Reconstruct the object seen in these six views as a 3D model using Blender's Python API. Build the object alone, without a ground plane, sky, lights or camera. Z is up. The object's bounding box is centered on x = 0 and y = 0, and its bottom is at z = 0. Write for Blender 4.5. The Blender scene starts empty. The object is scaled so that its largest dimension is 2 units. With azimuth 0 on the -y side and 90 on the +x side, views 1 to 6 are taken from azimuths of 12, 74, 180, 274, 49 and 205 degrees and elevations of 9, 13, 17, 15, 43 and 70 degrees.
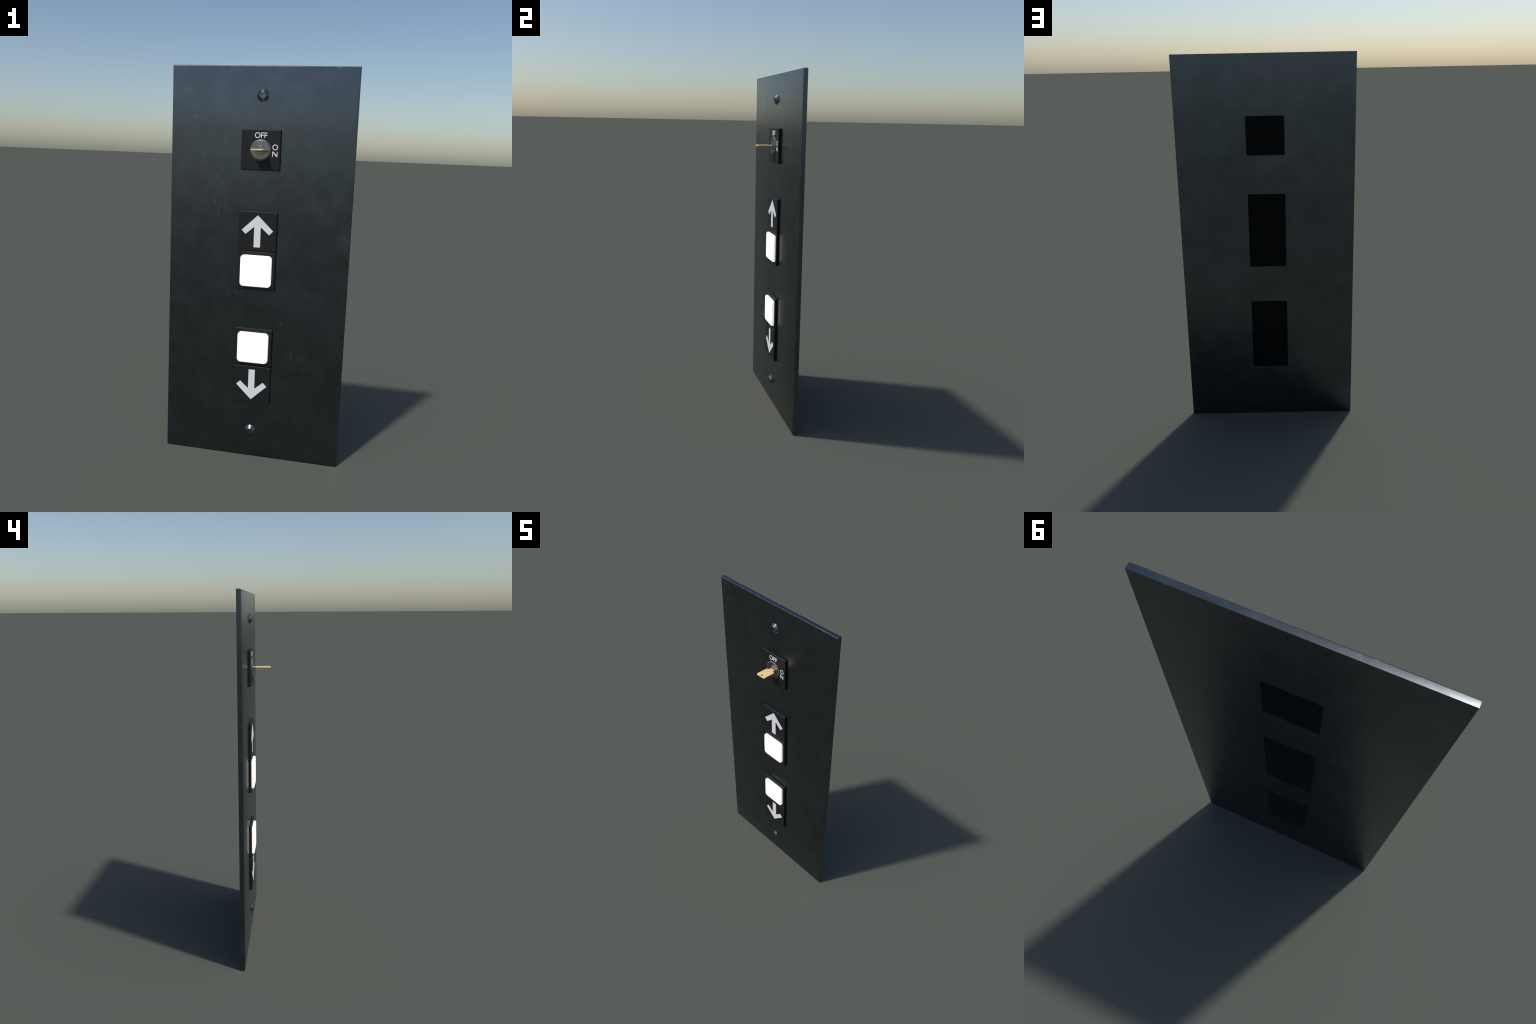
# A lift call panel: tall dark steel faceplate with a key switch, an "up" and a
# "down" call unit (arrow tile + lit push button) and two security screws.
# Frame: metres, z up, front of the panel looks towards -y.
import bpy, bmesh
from math import sin, cos, pi, radians, atan2, hypot

# ------------------------------------------------------------------ dimensions
W, H = 0.4598, 2.000          # faceplate half width, height
Y_FRONT, Y_BACK = 0.0455, 0.0700
EDGE = 0.0066                # four-facet eased front edge of the faceplate
TILE = 0.0980                # half width of a black tile
TILE_Y = 0.0323              # front of the black tiles
TILE_EDGE = 0.0048
BTN = 0.0800                 # half width of a push button
LOCK_Z = 1.600
SCREW_Z = (1.860, 0.140)


# ------------------------------------------------------------------ node helper
class Nodes:
    def __init__(self, name):
        self.mat = bpy.data.materials.new(name)
        self.mat.use_nodes = True
        self.t = self.mat.node_tree
        self.bsdf = next(n for n in self.t.nodes if n.type == 'BSDF_PRINCIPLED')
        self.coord = self.t.nodes.new('ShaderNodeTexCoord')

    def put(self, sock, val):
        if hasattr(val, 'is_output'):
            self.t.links.new(val, sock)
        else:
            sock.default_value = val

    def set(self, **kw):
        for k, v in kw.items():
            self.put(self.bsdf.inputs[k.replace('_', ' ')], v)

    def mapped(self, scale=(1, 1, 1), loc=(0, 0, 0)):
        m = self.t.nodes.new('ShaderNodeMapping')
        m.inputs['Scale'].default_value = scale
        m.inputs['Location'].default_value = loc
        self.t.links.new(self.coord.outputs['Object'], m.inputs['Vector'])
        return m.outputs[0]

    def noise(self, scale, detail=4, rough=0.55, vec=None, dist=0.0):
        n = self.t.nodes.new('ShaderNodeTexNoise')
        n.inputs['Scale'].default_value = scale
        n.inputs['Detail'].default_value = detail
        n.inputs['Roughness'].default_value = rough
        n.inputs['Distortion'].default_value = dist
        self.t.links.new(vec or self.coord.outputs['Object'], n.inputs['Vector'])
        return n.outputs['Fac']

    def voronoi(self, scale, vec=None):
        n = self.t.nodes.new('ShaderNodeTexVoronoi')
        n.inputs['Scale'].default_value = scale
        self.t.links.new(vec or self.coord.outputs['Object'], n.inputs['Vector'])
        return n.outputs['Distance']

    def ramp(self, fac, lo, hi, a=0.0, b=1.0):
        n = self.t.nodes.new('ShaderNodeMapRange')
        n.inputs['From Min'].default_value = lo
        n.inputs['From Max'].default_value = hi
        n.inputs['To Min'].default_value = a
        n.inputs['To Max'].default_value = b
        n.clamp = True
        self.t.links.new(fac, n.inputs['Value'])
        return n.outputs[0]

    def math(self, op, a, b):
        n = self.t.nodes.new('ShaderNodeMath')
        n.operation = op
        self.put(n.inputs[0], a)
        self.put(n.inputs[1], b)
        return n.outputs[0]

    def mix(self, fac, a, b):
        n = self.t.nodes.new('ShaderNodeMix')
        n.data_type = 'RGBA'
        self.put(n.inputs['Factor'], fac)
        self.put(n.inputs['A'], a)
        self.put(n.inputs['B'], b)
        return n.outputs['Result']

    def bump(self, height, strength, dist=0.001):
        n = self.t.nodes.new('ShaderNodeBump')
        n.inputs['Strength'].default_value = strength
        n.inputs['Distance'].default_value = dist
        self.t.links.new(height, n.inputs['Height'])
        self.t.links.new(n.outputs[0], self.bsdf.inputs['Normal'])


# ------------------------------------------------------------------ materials
def dark_steel():
    """Blackened steel: cloudy patina, pale flecks, dark pores, faint brushing."""
    n = Nodes('dark_steel')
    cloud = n.noise(3.2, 5, 0.62, dist=0.15)
    cloud2 = n.noise(9.0, 6, 0.65, vec=n.mapped(loc=(3.1, 0.0, 7.7)))
    brush = n.noise(1.0, 3, 0.6, vec=n.mapped(scale=(45.0, 45.0, 420.0)))
    fine = n.noise(330.0, 3, 0.6)
    # pale flecks appear only inside some regions
    region = n.ramp(n.noise(4.5, 3, 0.5, vec=n.mapped(loc=(11.0, 2.0, 5.0))), 0.50, 0.66)
    fleck = n.ramp(n.noise(52.0, 4, 0.58, vec=n.mapped(loc=(5.0, 1.0, 2.0)), dist=0.2), 0.58, 0.76)
    fleck = n.math('MULTIPLY', fleck, region)
    pore_reg = n.ramp(n.noise(7.0, 3, 0.5, vec=n.mapped(loc=(1.0, 8.0, 3.0))), 0.48, 0.62)
    pore = n.ramp(n.noise(120.0, 3, 0.6, vec=n.mapped(loc=(2.0, 4.0, 9.0))), 0.62, 0.72)
    pore = n.math('MULTIPLY', pore, pore_reg)

    col = n.mix(n.ramp(cloud, 0.32, 0.70), (0.100, 0.116, 0.127, 1), (0.118, 0.136, 0.150, 1))
    col = n.mix(n.ramp(cloud2, 0.46, 0.74, 0.0, 0.50), col, (0.150, 0.172, 0.187, 1))
    col = n.mix(n.math('MULTIPLY', fleck, 0.50), col, (0.27, 0.30, 0.32, 1))
    col = n.mix(n.math('MULTIPLY', pore, 0.25), col, (0.045, 0.050, 0.052, 1))
    n.set(Base_Color=col, Metallic=1.0,
          Roughness=n.math('ADD', n.ramp(cloud2, 0.35, 0.70, 0.26, 0.31),
                           n.math('MULTIPLY', fleck, 0.08)))
    h = n.math('ADD', n.math('MULTIPLY', brush, 0.35), n.math('MULTIPLY', fine, 0.65))
    h = n.math('SUBTRACT', h, n.math('MULTIPLY', pore, 0.30))
    n.bump(h, 0.045, 0.0010)
    return n.mat


def black_plastic():
    n = Nodes('black_plastic')
    g = n.noise(420.0, 2, 0.5)
    n.set(Base_Color=n.mix(n.noise(14.0, 3), (0.0116, 0.0116, 0.0121, 1), (0.0134, 0.0134, 0.0139, 1)),
          Roughness=n.ramp(g, 0.3, 0.7, 0.55, 0.65), Specular_IOR_Level=0.32)
    n.bump(g, 0.05, 0.0006)
    return n.mat


def painted_back_shading():
    n = Nodes('painted_back_shading')
    g = n.noise(5.0, 3, 0.5)
    n.set(Base_Color=n.mix(g, (0.0028, 0.0032, 0.0036, 1), (0.0042, 0.0046, 0.0052, 1)),  # tile plastic darkened to near-black: black shading of overlapping back faces, modelled as slabs
          Roughness=0.18, Specular_IOR_Level=0.13)
    return n.mat


def white_print():
    n = Nodes('white_print')
    n.set(Base_Color=n.mix(n.noise(60.0, 2), (0.86, 0.855, 0.855, 1), (0.88, 0.875, 0.875, 1)), Roughness=0.8, Specular_IOR_Level=0.2)
    return n.mat


def lit_button():
    n = Nodes('lit_button_plastic')
    n.set(Base_Color=n.mix(n.noise(30.0, 2), (0.86, 0.85, 0.80, 1), (0.89, 0.88, 0.83, 1)), Roughness=0.45,
          Emission_Color=(1.0, 0.96, 0.80, 1), Emission_Strength=0.62)
    return n.mat


def steel(name, base, rough, var, metallic=1.0):
    n = Nodes(name)
    g = n.noise(90.0, 2, 0.5)
    n.set(Base_Color=n.mix(n.noise(50.0, 3), tuple(c * (1 - var) for c in base) + (1,),
                           tuple(c * (1 + var) for c in base) + (1,)),
          Metallic=metallic, Roughness=n.ramp(g, 0.3, 0.7, rough * 0.9, rough * 1.1))
    return n.mat


def brass():
    n = Nodes('key_brass')
    g = n.noise(1.0, 3, 0.6, vec=n.mapped(scale=(350.0, 40.0, 350.0)))
    n.set(Base_Color=n.mix(n.ramp(g, 0.3, 0.7), (0.96, 0.69, 0.32, 1), (0.98, 0.72, 0.34, 1)),
          Metallic=0.15, Roughness=n.ramp(g, 0.3, 0.7, 0.42, 0.50))
    return n.mat


# ------------------------------------------------------------------ mesh helpers
def finish(name, bm, mat, parent, loc=(0, 0, 0), angle=40, mesh=None, weighted=False):
    if mesh is None:
        bmesh.ops.recalc_face_normals(bm, faces=bm.faces)
        mesh = bpy.data.meshes.new(name)
        bm.to_mesh(mesh)
        bm.free()
        mesh.materials.append(mat)
        for p in mesh.polygons:
            p.use_smooth = True
        mesh.set_sharp_from_angle(angle=radians(angle))
    ob = bpy.data.objects.new(name, mesh)
    bpy.context.scene.collection.objects.link(ob)
    ob.parent = parent
    ob.location = loc
    if weighted:                       # keep the large faces flat, shade only the rims
        wn = ob.modifiers.new('flat_faces', 'WEIGHTED_NORMAL')
        wn.keep_sharp = True
        wn.weight = 80
    return ob


def bridge(bm, a, b, closed=True):
    n = len(a)
    for i in range(n if closed else n - 1):
        j = (i + 1) % n
        bm.faces.new((a[i], a[j], b[j], b[i]))


def rounded_rect(hx, hz, r, seg):
    """Outline in the x-z plane, counter-clockwise; r = 0 gives sharp corners."""
    if r <= 0:
        return [(hx, hz), (-hx, hz), (-hx, -hz), (hx, -hz)]
    pts = []
    for cx, cz, a0 in ((hx - r, hz - r, 0), (r - hx, hz - r, 90), (r - hx, r - hz, 180), (hx - r, r - hz, 270)):
        for k in range(seg + 1):
            a = radians(a0 + 90 * k / seg)
            pts.append((cx + r * cos(a), cz + r * sin(a)))
    return pts


def tile_block(hx, hz, y_front, y_back, edge, r=0.004, seg=4, back_edge=0.0, corner_seg=3):
    """Block whose front rim is rounded by `edge`; profile rings from back to front."""
    bm = bmesh.new()
    rings = []

    def ring(inset, y):
        rings.append([bm.verts.new((x, y, z)) for x, z in
                      rounded_rect(hx - inset, hz - inset, max(r - inset, 0.0004), corner_seg)])
    if back_edge:
        ring(back_edge, y_back)
        ring(0, y_back - back_edge)
    else:
        ring(0, y_back)
    for k in range(seg + 1):
        a = pi / 2 * k / seg
        ring(edge * (1 - cos(a)), y_front + edge * (1 - sin(a)))
    for a, b in zip(rings, rings[1:]):
        bridge(bm, a, b)
    bm.faces.new(rings[0])
    bm.faces.new(rings[-1])
    return bm


def lathe(profile, seg=64, cap_start=True, cap_end=True):
    """Turn (radius, y) pairs round the y axis."""
    bm = bmesh.new()
    rings = [[bm.verts.new((r * cos(2 * pi * i / seg), y, r * sin(2 * pi * i / seg))) for i in range(seg)]
             for r, y in profile]
    for a, b in zip(rings, rings[1:]):
        bridge(bm, a, b)
    if cap_start:
        bm.faces.new(rings[0])
    if cap_end:
        bm.faces.new(rings[-1])
    return bm


def slab(outline, y_front, y_back, edge=0.0):
    """Flat piece from an x-z outline, thickness along y, optional bevelled front."""
    bm = bmesh.new()
    f = [bm.verts.new((x, y_front, z)) for x, z in outline]
    b = [bm.verts.new((x, y_back, z)) for x, z in outline]
    bridge(bm, f, b)
    top = bm.faces.new(f)
    bm.faces.new(b)
    if edge:
        bmesh.ops.bevel(bm, geom=list(top.edges), offset=edge, segments=2, affect='EDGES', profile=0.5)
    return bm


# ------------------------------------------------------------------ faceplate
def faceplate_mesh():
    """Plate with three square-cut openings and a faceted front rim."""
    hole = 0.0991
    holes = ((1.5009, 1.6991), (0.9009, 1.2991), (0.3009, 0.6991))
    xs = [-W + EDGE, -hole, hole, W - EDGE]
    zs = [EDGE] + sorted(v for h in holes for v in h) + [H - EDGE]
    bm = bmesh.new()
    ident = {}

    def vert(x, y, z):
        key = (round(x, 5), round(y, 5), round(z, 5))
        if key not in ident:
            ident[key] = bm.verts.new((x, y, z))
        return ident[key]

    def open_cell(i, j):
        return i == 1 and any(abs(zs[j] - h[0]) < 1e-6 for h in holes)

    def stretch(v, lo, hi, full_lo, full_hi):      # inset outline -> full outline
        return full_lo if v == lo else full_hi if v == hi else v

    for i in range(3):
        for j in range(len(zs) - 1):
            x0, x1, z0, z1 = xs[i], xs[i + 1], zs[j], zs[j + 1]
            if open_cell(i, j):
                for (ax, az), (bx, bz) in (((x0, z0), (x1, z0)), ((x1, z0), (x1, z1)),
                                           ((x1, z1), (x0, z1)), ((x0, z1), (x0, z0))):
                    bm.faces.new((vert(ax, Y_FRONT, az), vert(bx, Y_FRONT, bz),
                                  vert(bx, Y_BACK, bz), vert(ax, Y_BACK, az)))
                continue
            bm.faces.new([vert(x, Y_FRONT, z) for x, z in ((x0, z0), (x1, z0), (x1, z1), (x0, z1))])
            bm.faces.new([vert(stretch(x, xs[0], xs[3], -W, W), Y_BACK, stretch(z, zs[0], zs[-1], 0, H))
                          for x, z in ((x0, z0), (x0, z1), (x1, z1), (x1, z0))])
    # perimeter points in order, shared by every ring of the rim
    per = [(x, zs[0]) for x in xs] + [(xs[3], z) for z in zs[1:]] + \
          [(x, zs[-1]) for x in reversed(xs[:-1])] + [(xs[0], z) for z in reversed(zs[1:-1])]
    rings = []
    seg = 4
    for k in range(seg + 1):
        a = pi / 2 * k / seg
        out, y = EDGE * sin(a), Y_FRONT + EDGE * (1 - cos(a))
        rings.append([vert(stretch(x, xs[0], xs[3], xs[0] - out, xs[3] + out), y,
                           stretch(z, zs[0], zs[-1], zs[0] - out, zs[-1] + out)) for x, z in per])
    rings.append([vert(stretch(x, xs[0], xs[3], -W, W), Y_BACK, stretch(z, zs[0], zs[-1], 0, H)) for x, z in per])
    for a, b in zip(rings, rings[1:]):
        bridge(bm, a, b)
    return bm


# ------------------------------------------------------------------ screw
def screw_mesh():
    """Conical one-way style head with a six-lobed socket."""
    bm = bmesh.new()
    seg = 72

    def ring(rad, y):
        return [bm.verts.new((rad(i) * cos(2 * pi * i / seg), y, rad(i) * sin(2 * pi * i / seg))) for i in range(seg)]

    def lobes(i):
        return 0.0098 + 0.0021 * cos(6 * 2 * pi * i / seg + 0.5)
    y0 = Y_FRONT + 0.001
    rings = [ring(lambda i: 0.0300, y0), ring(lambda i: 0.0300, Y_FRONT - 0.0008),
             ring(lambda i: 0.0158, 0.0306), ring(lambda i: 0.0154, 0.0304),
             ring(lobes, 0.0304), ring(lambda i: lobes(i) * 0.97, 0.0370)]
    for a, b in zip(rings, rings[1:]):
        bridge(bm, a, b)
    bm.faces.new(rings[0])
    bm.faces.new(rings[-1])
    return bm


# ------------------------------------------------------------------ arrow + letters
def arrow_outline():
    """Upward arrow, centred on its tile; right half mirrored."""
    half = [(0.0, 0.0812), (0.0800, 0.0050), (0.0600, -0.0152), (0.0166, 0.0225), (0.0166, -0.0800)]
    return half + [(-x, z) for x, z in reversed(half[1:])]


def letter_o(r=0.0138, stroke=0.0041, seg=48):
    bm = bmesh.new()
    yb, yf = TILE_Y + 0.0005, TILE_Y - 0.0008
    loops = []
    for rad, y in ((r, yb), (r, yf), (r - stroke, yf), (r - stroke, yb)):
        loops.append([bm.verts.new((rad * cos(2 * pi * i / seg), y, rad * sin(2 * pi * i / seg))) for i in range(seg)])
    for k in range(4):
        bridge(bm, loops[k], loops[(k + 1) % 4])
    return bm


def letter_f():
    w, h, s = 0.0148, 0.0262, 0.0041
    mid = 0.0110
    pts = [(0, 0), (s, 0), (s, mid), (w, mid), (w, mid + s), (s, mid + s), (s, h - s), (w, h - s), (w, h), (0, h)]
    return slab(pts, TILE_Y - 0.0008, TILE_Y + 0.0005)


def letter_n():
    w, h, s, d = 0.0258, 0.0256, 0.0037, 0.0046
    pts = [(0, 0), (s, 0), (s, h - 0.0075), (w - d, 0), (w, 0), (w, h), (w - s, h), (w - s, 0.0075), (d, h), (0, h)]
    return slab(pts, TILE_Y - 0.0008, TILE_Y + 0.0005)


# ------------------------------------------------------------------ key
def key_mesh():
    """Flat key lying level in the lock: bow with clipped corners, short neck, blade, hole."""
    cx, hw = 0.0015, 0.0315
    y0, y1, c = -0.0700, 0.0090, 0.0045
    neck, y2 = 0.0165, 0.0300
    out = [(cx - hw + c, y0), (cx + hw - c, y0), (cx + hw, y0 + c), (cx + hw, y1 - 0.002), (cx + hw - 0.002, y1),
           (neck + 0.003, y1 + 0.001), (neck, y1 + 0.005), (neck, y2), (-neck, y2), (-neck, y1 + 0.005),
           (-neck - 0.003, y1 + 0.001), (cx - hw + 0.002, y1), (cx - hw, y1 - 0.002), (cx - hw, y0 + c)]
    hc = (0.002, -0.0545)
    hr, n = 0.0062, 28
    hole = [(hc[0] + hr * cos(2 * pi * i / n), hc[1] + hr * sin(2 * pi * i / n)) for i in range(n)]
    bm = bmesh.new()
    t = 0.0031
    caps = {}
    for z in (t, -t):
        o = [bm.verts.new((x, y, z)) for x, y in out]
        h = [bm.verts.new((x, y, z)) for x, y in hole]
        edges = [bm.edges.new((l[i], l[(i + 1) % len(l)])) for l in (o, h) for i in range(len(l))]
        bmesh.ops.triangle_fill(bm, edges=edges, use_beauty=True)
        caps[z] = (o, h)
    bridge(bm, caps[t][0], caps[-t][0])
    bridge(bm, caps[t][1], caps[-t][1])
    bmesh.ops.recalc_face_normals(bm, faces=bm.faces)
    rim = [e for e in bm.edges if len(e.link_faces) == 2 and e.calc_face_angle(0) > radians(60)
           and abs(e.verts[0].co.z - e.verts[1].co.z) < 1e-6]
    bmesh.ops.bevel(bm, geom=rim, offset=0.0008, segments=2, affect='EDGES', profile=0.5)
    return bm


# ------------------------------------------------------------------ assembly
def build():
    m_panel, m_tile, m_print = dark_steel(), black_plastic(), white_print()
    m_button, m_key = lit_button(), brass()
    m_screw = steel('screw_steel', (0.175, 0.180, 0.190), 0.29, 0.04)
    m_lock = steel('lock_steel', (0.265, 0.27, 0.265), 0.25, 0.02)
    m_collar = steel('collar_steel', (0.135, 0.152, 0.18), 0.50, 0.04, metallic=0.35)

    root = bpy.data.objects.new('elevator_call_panel', None)
    bpy.context.scene.collection.objects.link(root)
    root['label'] = 'dark steel elevator panel with key switch and lit arrow buttons'
    root['category'] = 'elevator panel'

    finish('faceplate', faceplate_mesh(), m_panel, root, angle=12)

    screw = finish('screw', screw_mesh(), m_screw, root, (0, 0, SCREW_Z[0]), angle=18)
    low = finish('screw', None, None, root, (0, 0, SCREW_Z[1]), mesh=screw.data)
    low.rotation_euler = (0, radians(23), 0)

    # --- key switch
    back = Y_BACK - 0.0045
    m_back = painted_back_shading()
    for z, hz in ((LOCK_Z, 0.0988), (1.100, 0.1988), (0.500, 0.1988)):
        finish('back_shading_slab', tile_block(0.0988, hz, back + 0.0006, Y_BACK - 0.0006, 0.0004, seg=1),
               m_back, root, (0, 0, z))
    switch = finish('switch_plate', tile_block(TILE, 0.0985, TILE_Y, back, TILE_EDGE), m_tile, root, (0, 0, LOCK_Z), weighted=True)
    o = finish('letter', letter_o(), m_print, switch, (-0.0175, 0, 0.0710))
    f = finish('letter', letter_f(), m_print, switch, (-0.0010, 0, 0.0582))
    finish('letter', None, None, switch, (0.0162, 0, 0.0582), mesh=f.data)
    finish('letter', None, None, switch, (0.0714, 0, 0.0152), mesh=o.data)
    finish('letter', letter_n(), m_print, switch, (0.0580, 0, -0.0303))

    lock = finish('lock_cylinder', lathe([
        (0.0448, TILE_Y + 0.001), (0.0448, 0.0268), (0.0442, 0.0264), (0.0242, 0.0264), (0.0238, 0.0276)],
        96, cap_start=False), m_lock, root, (0, 0, LOCK_Z), angle=16)
    finish('lock_collar', lathe([
        (0.0518, TILE_Y + 0.001), (0.0515, 0.0302), (0.0506, 0.0284), (0.0468, 0.0264), (0.0458, 0.0262),
        (0.0452, 0.0274)], 96, cap_start=False, cap_end=False), m_collar, lock, angle=25)
    finish('lock_plug', lathe([(0.0234, 0.0285), (0.0232, 0.0254), (0.0214, 0.0240)], 72,
                              cap_start=False), m_lock, lock, angle=16)
    finish('key', key_mesh(), m_key, root, (0, 0, LOCK_Z))

    # --- call units: arrow tile + button tile, mirrored for "down"
    arrow_tile = button_tile = arrow = button = None
    for arrow_z, button_z, flip in ((1.200, 1.000, False), (0.400, 0.600, True)):
        half_h = 0.0990
        arrow_tile = finish('arrow_plate', None if arrow_tile else tile_block(TILE, half_h, TILE_Y, back, TILE_EDGE),
                            m_tile, root, (0, 0, arrow_z), weighted=True, mesh=arrow_tile.data if arrow_tile else None)
        arrow = finish('arrow', None if arrow else slab(arrow_outline(), TILE_Y - 0.0010, TILE_Y + 0.001),
                       m_print, arrow_tile, mesh=arrow.data if arrow else None)
        if flip:
            arrow.rotation_euler = (0, pi, 0)
        button_tile = finish('button_plate', None if button_tile else tile_block(TILE, half_h, TILE_Y + 0.0006, back, TILE_EDGE),
                             m_tile, root, (0, 0, button_z), weighted=True, mesh=button_tile.data if button_tile else None)
        button = finish('button', None if button else tile_block(BTN, BTN, 0.0195, TILE_Y + 0.003, 0.0050, r=0.0190, seg=4, corner_seg=10),
                        m_button, button_tile, weighted=True, mesh=button.data if button else None)


build()
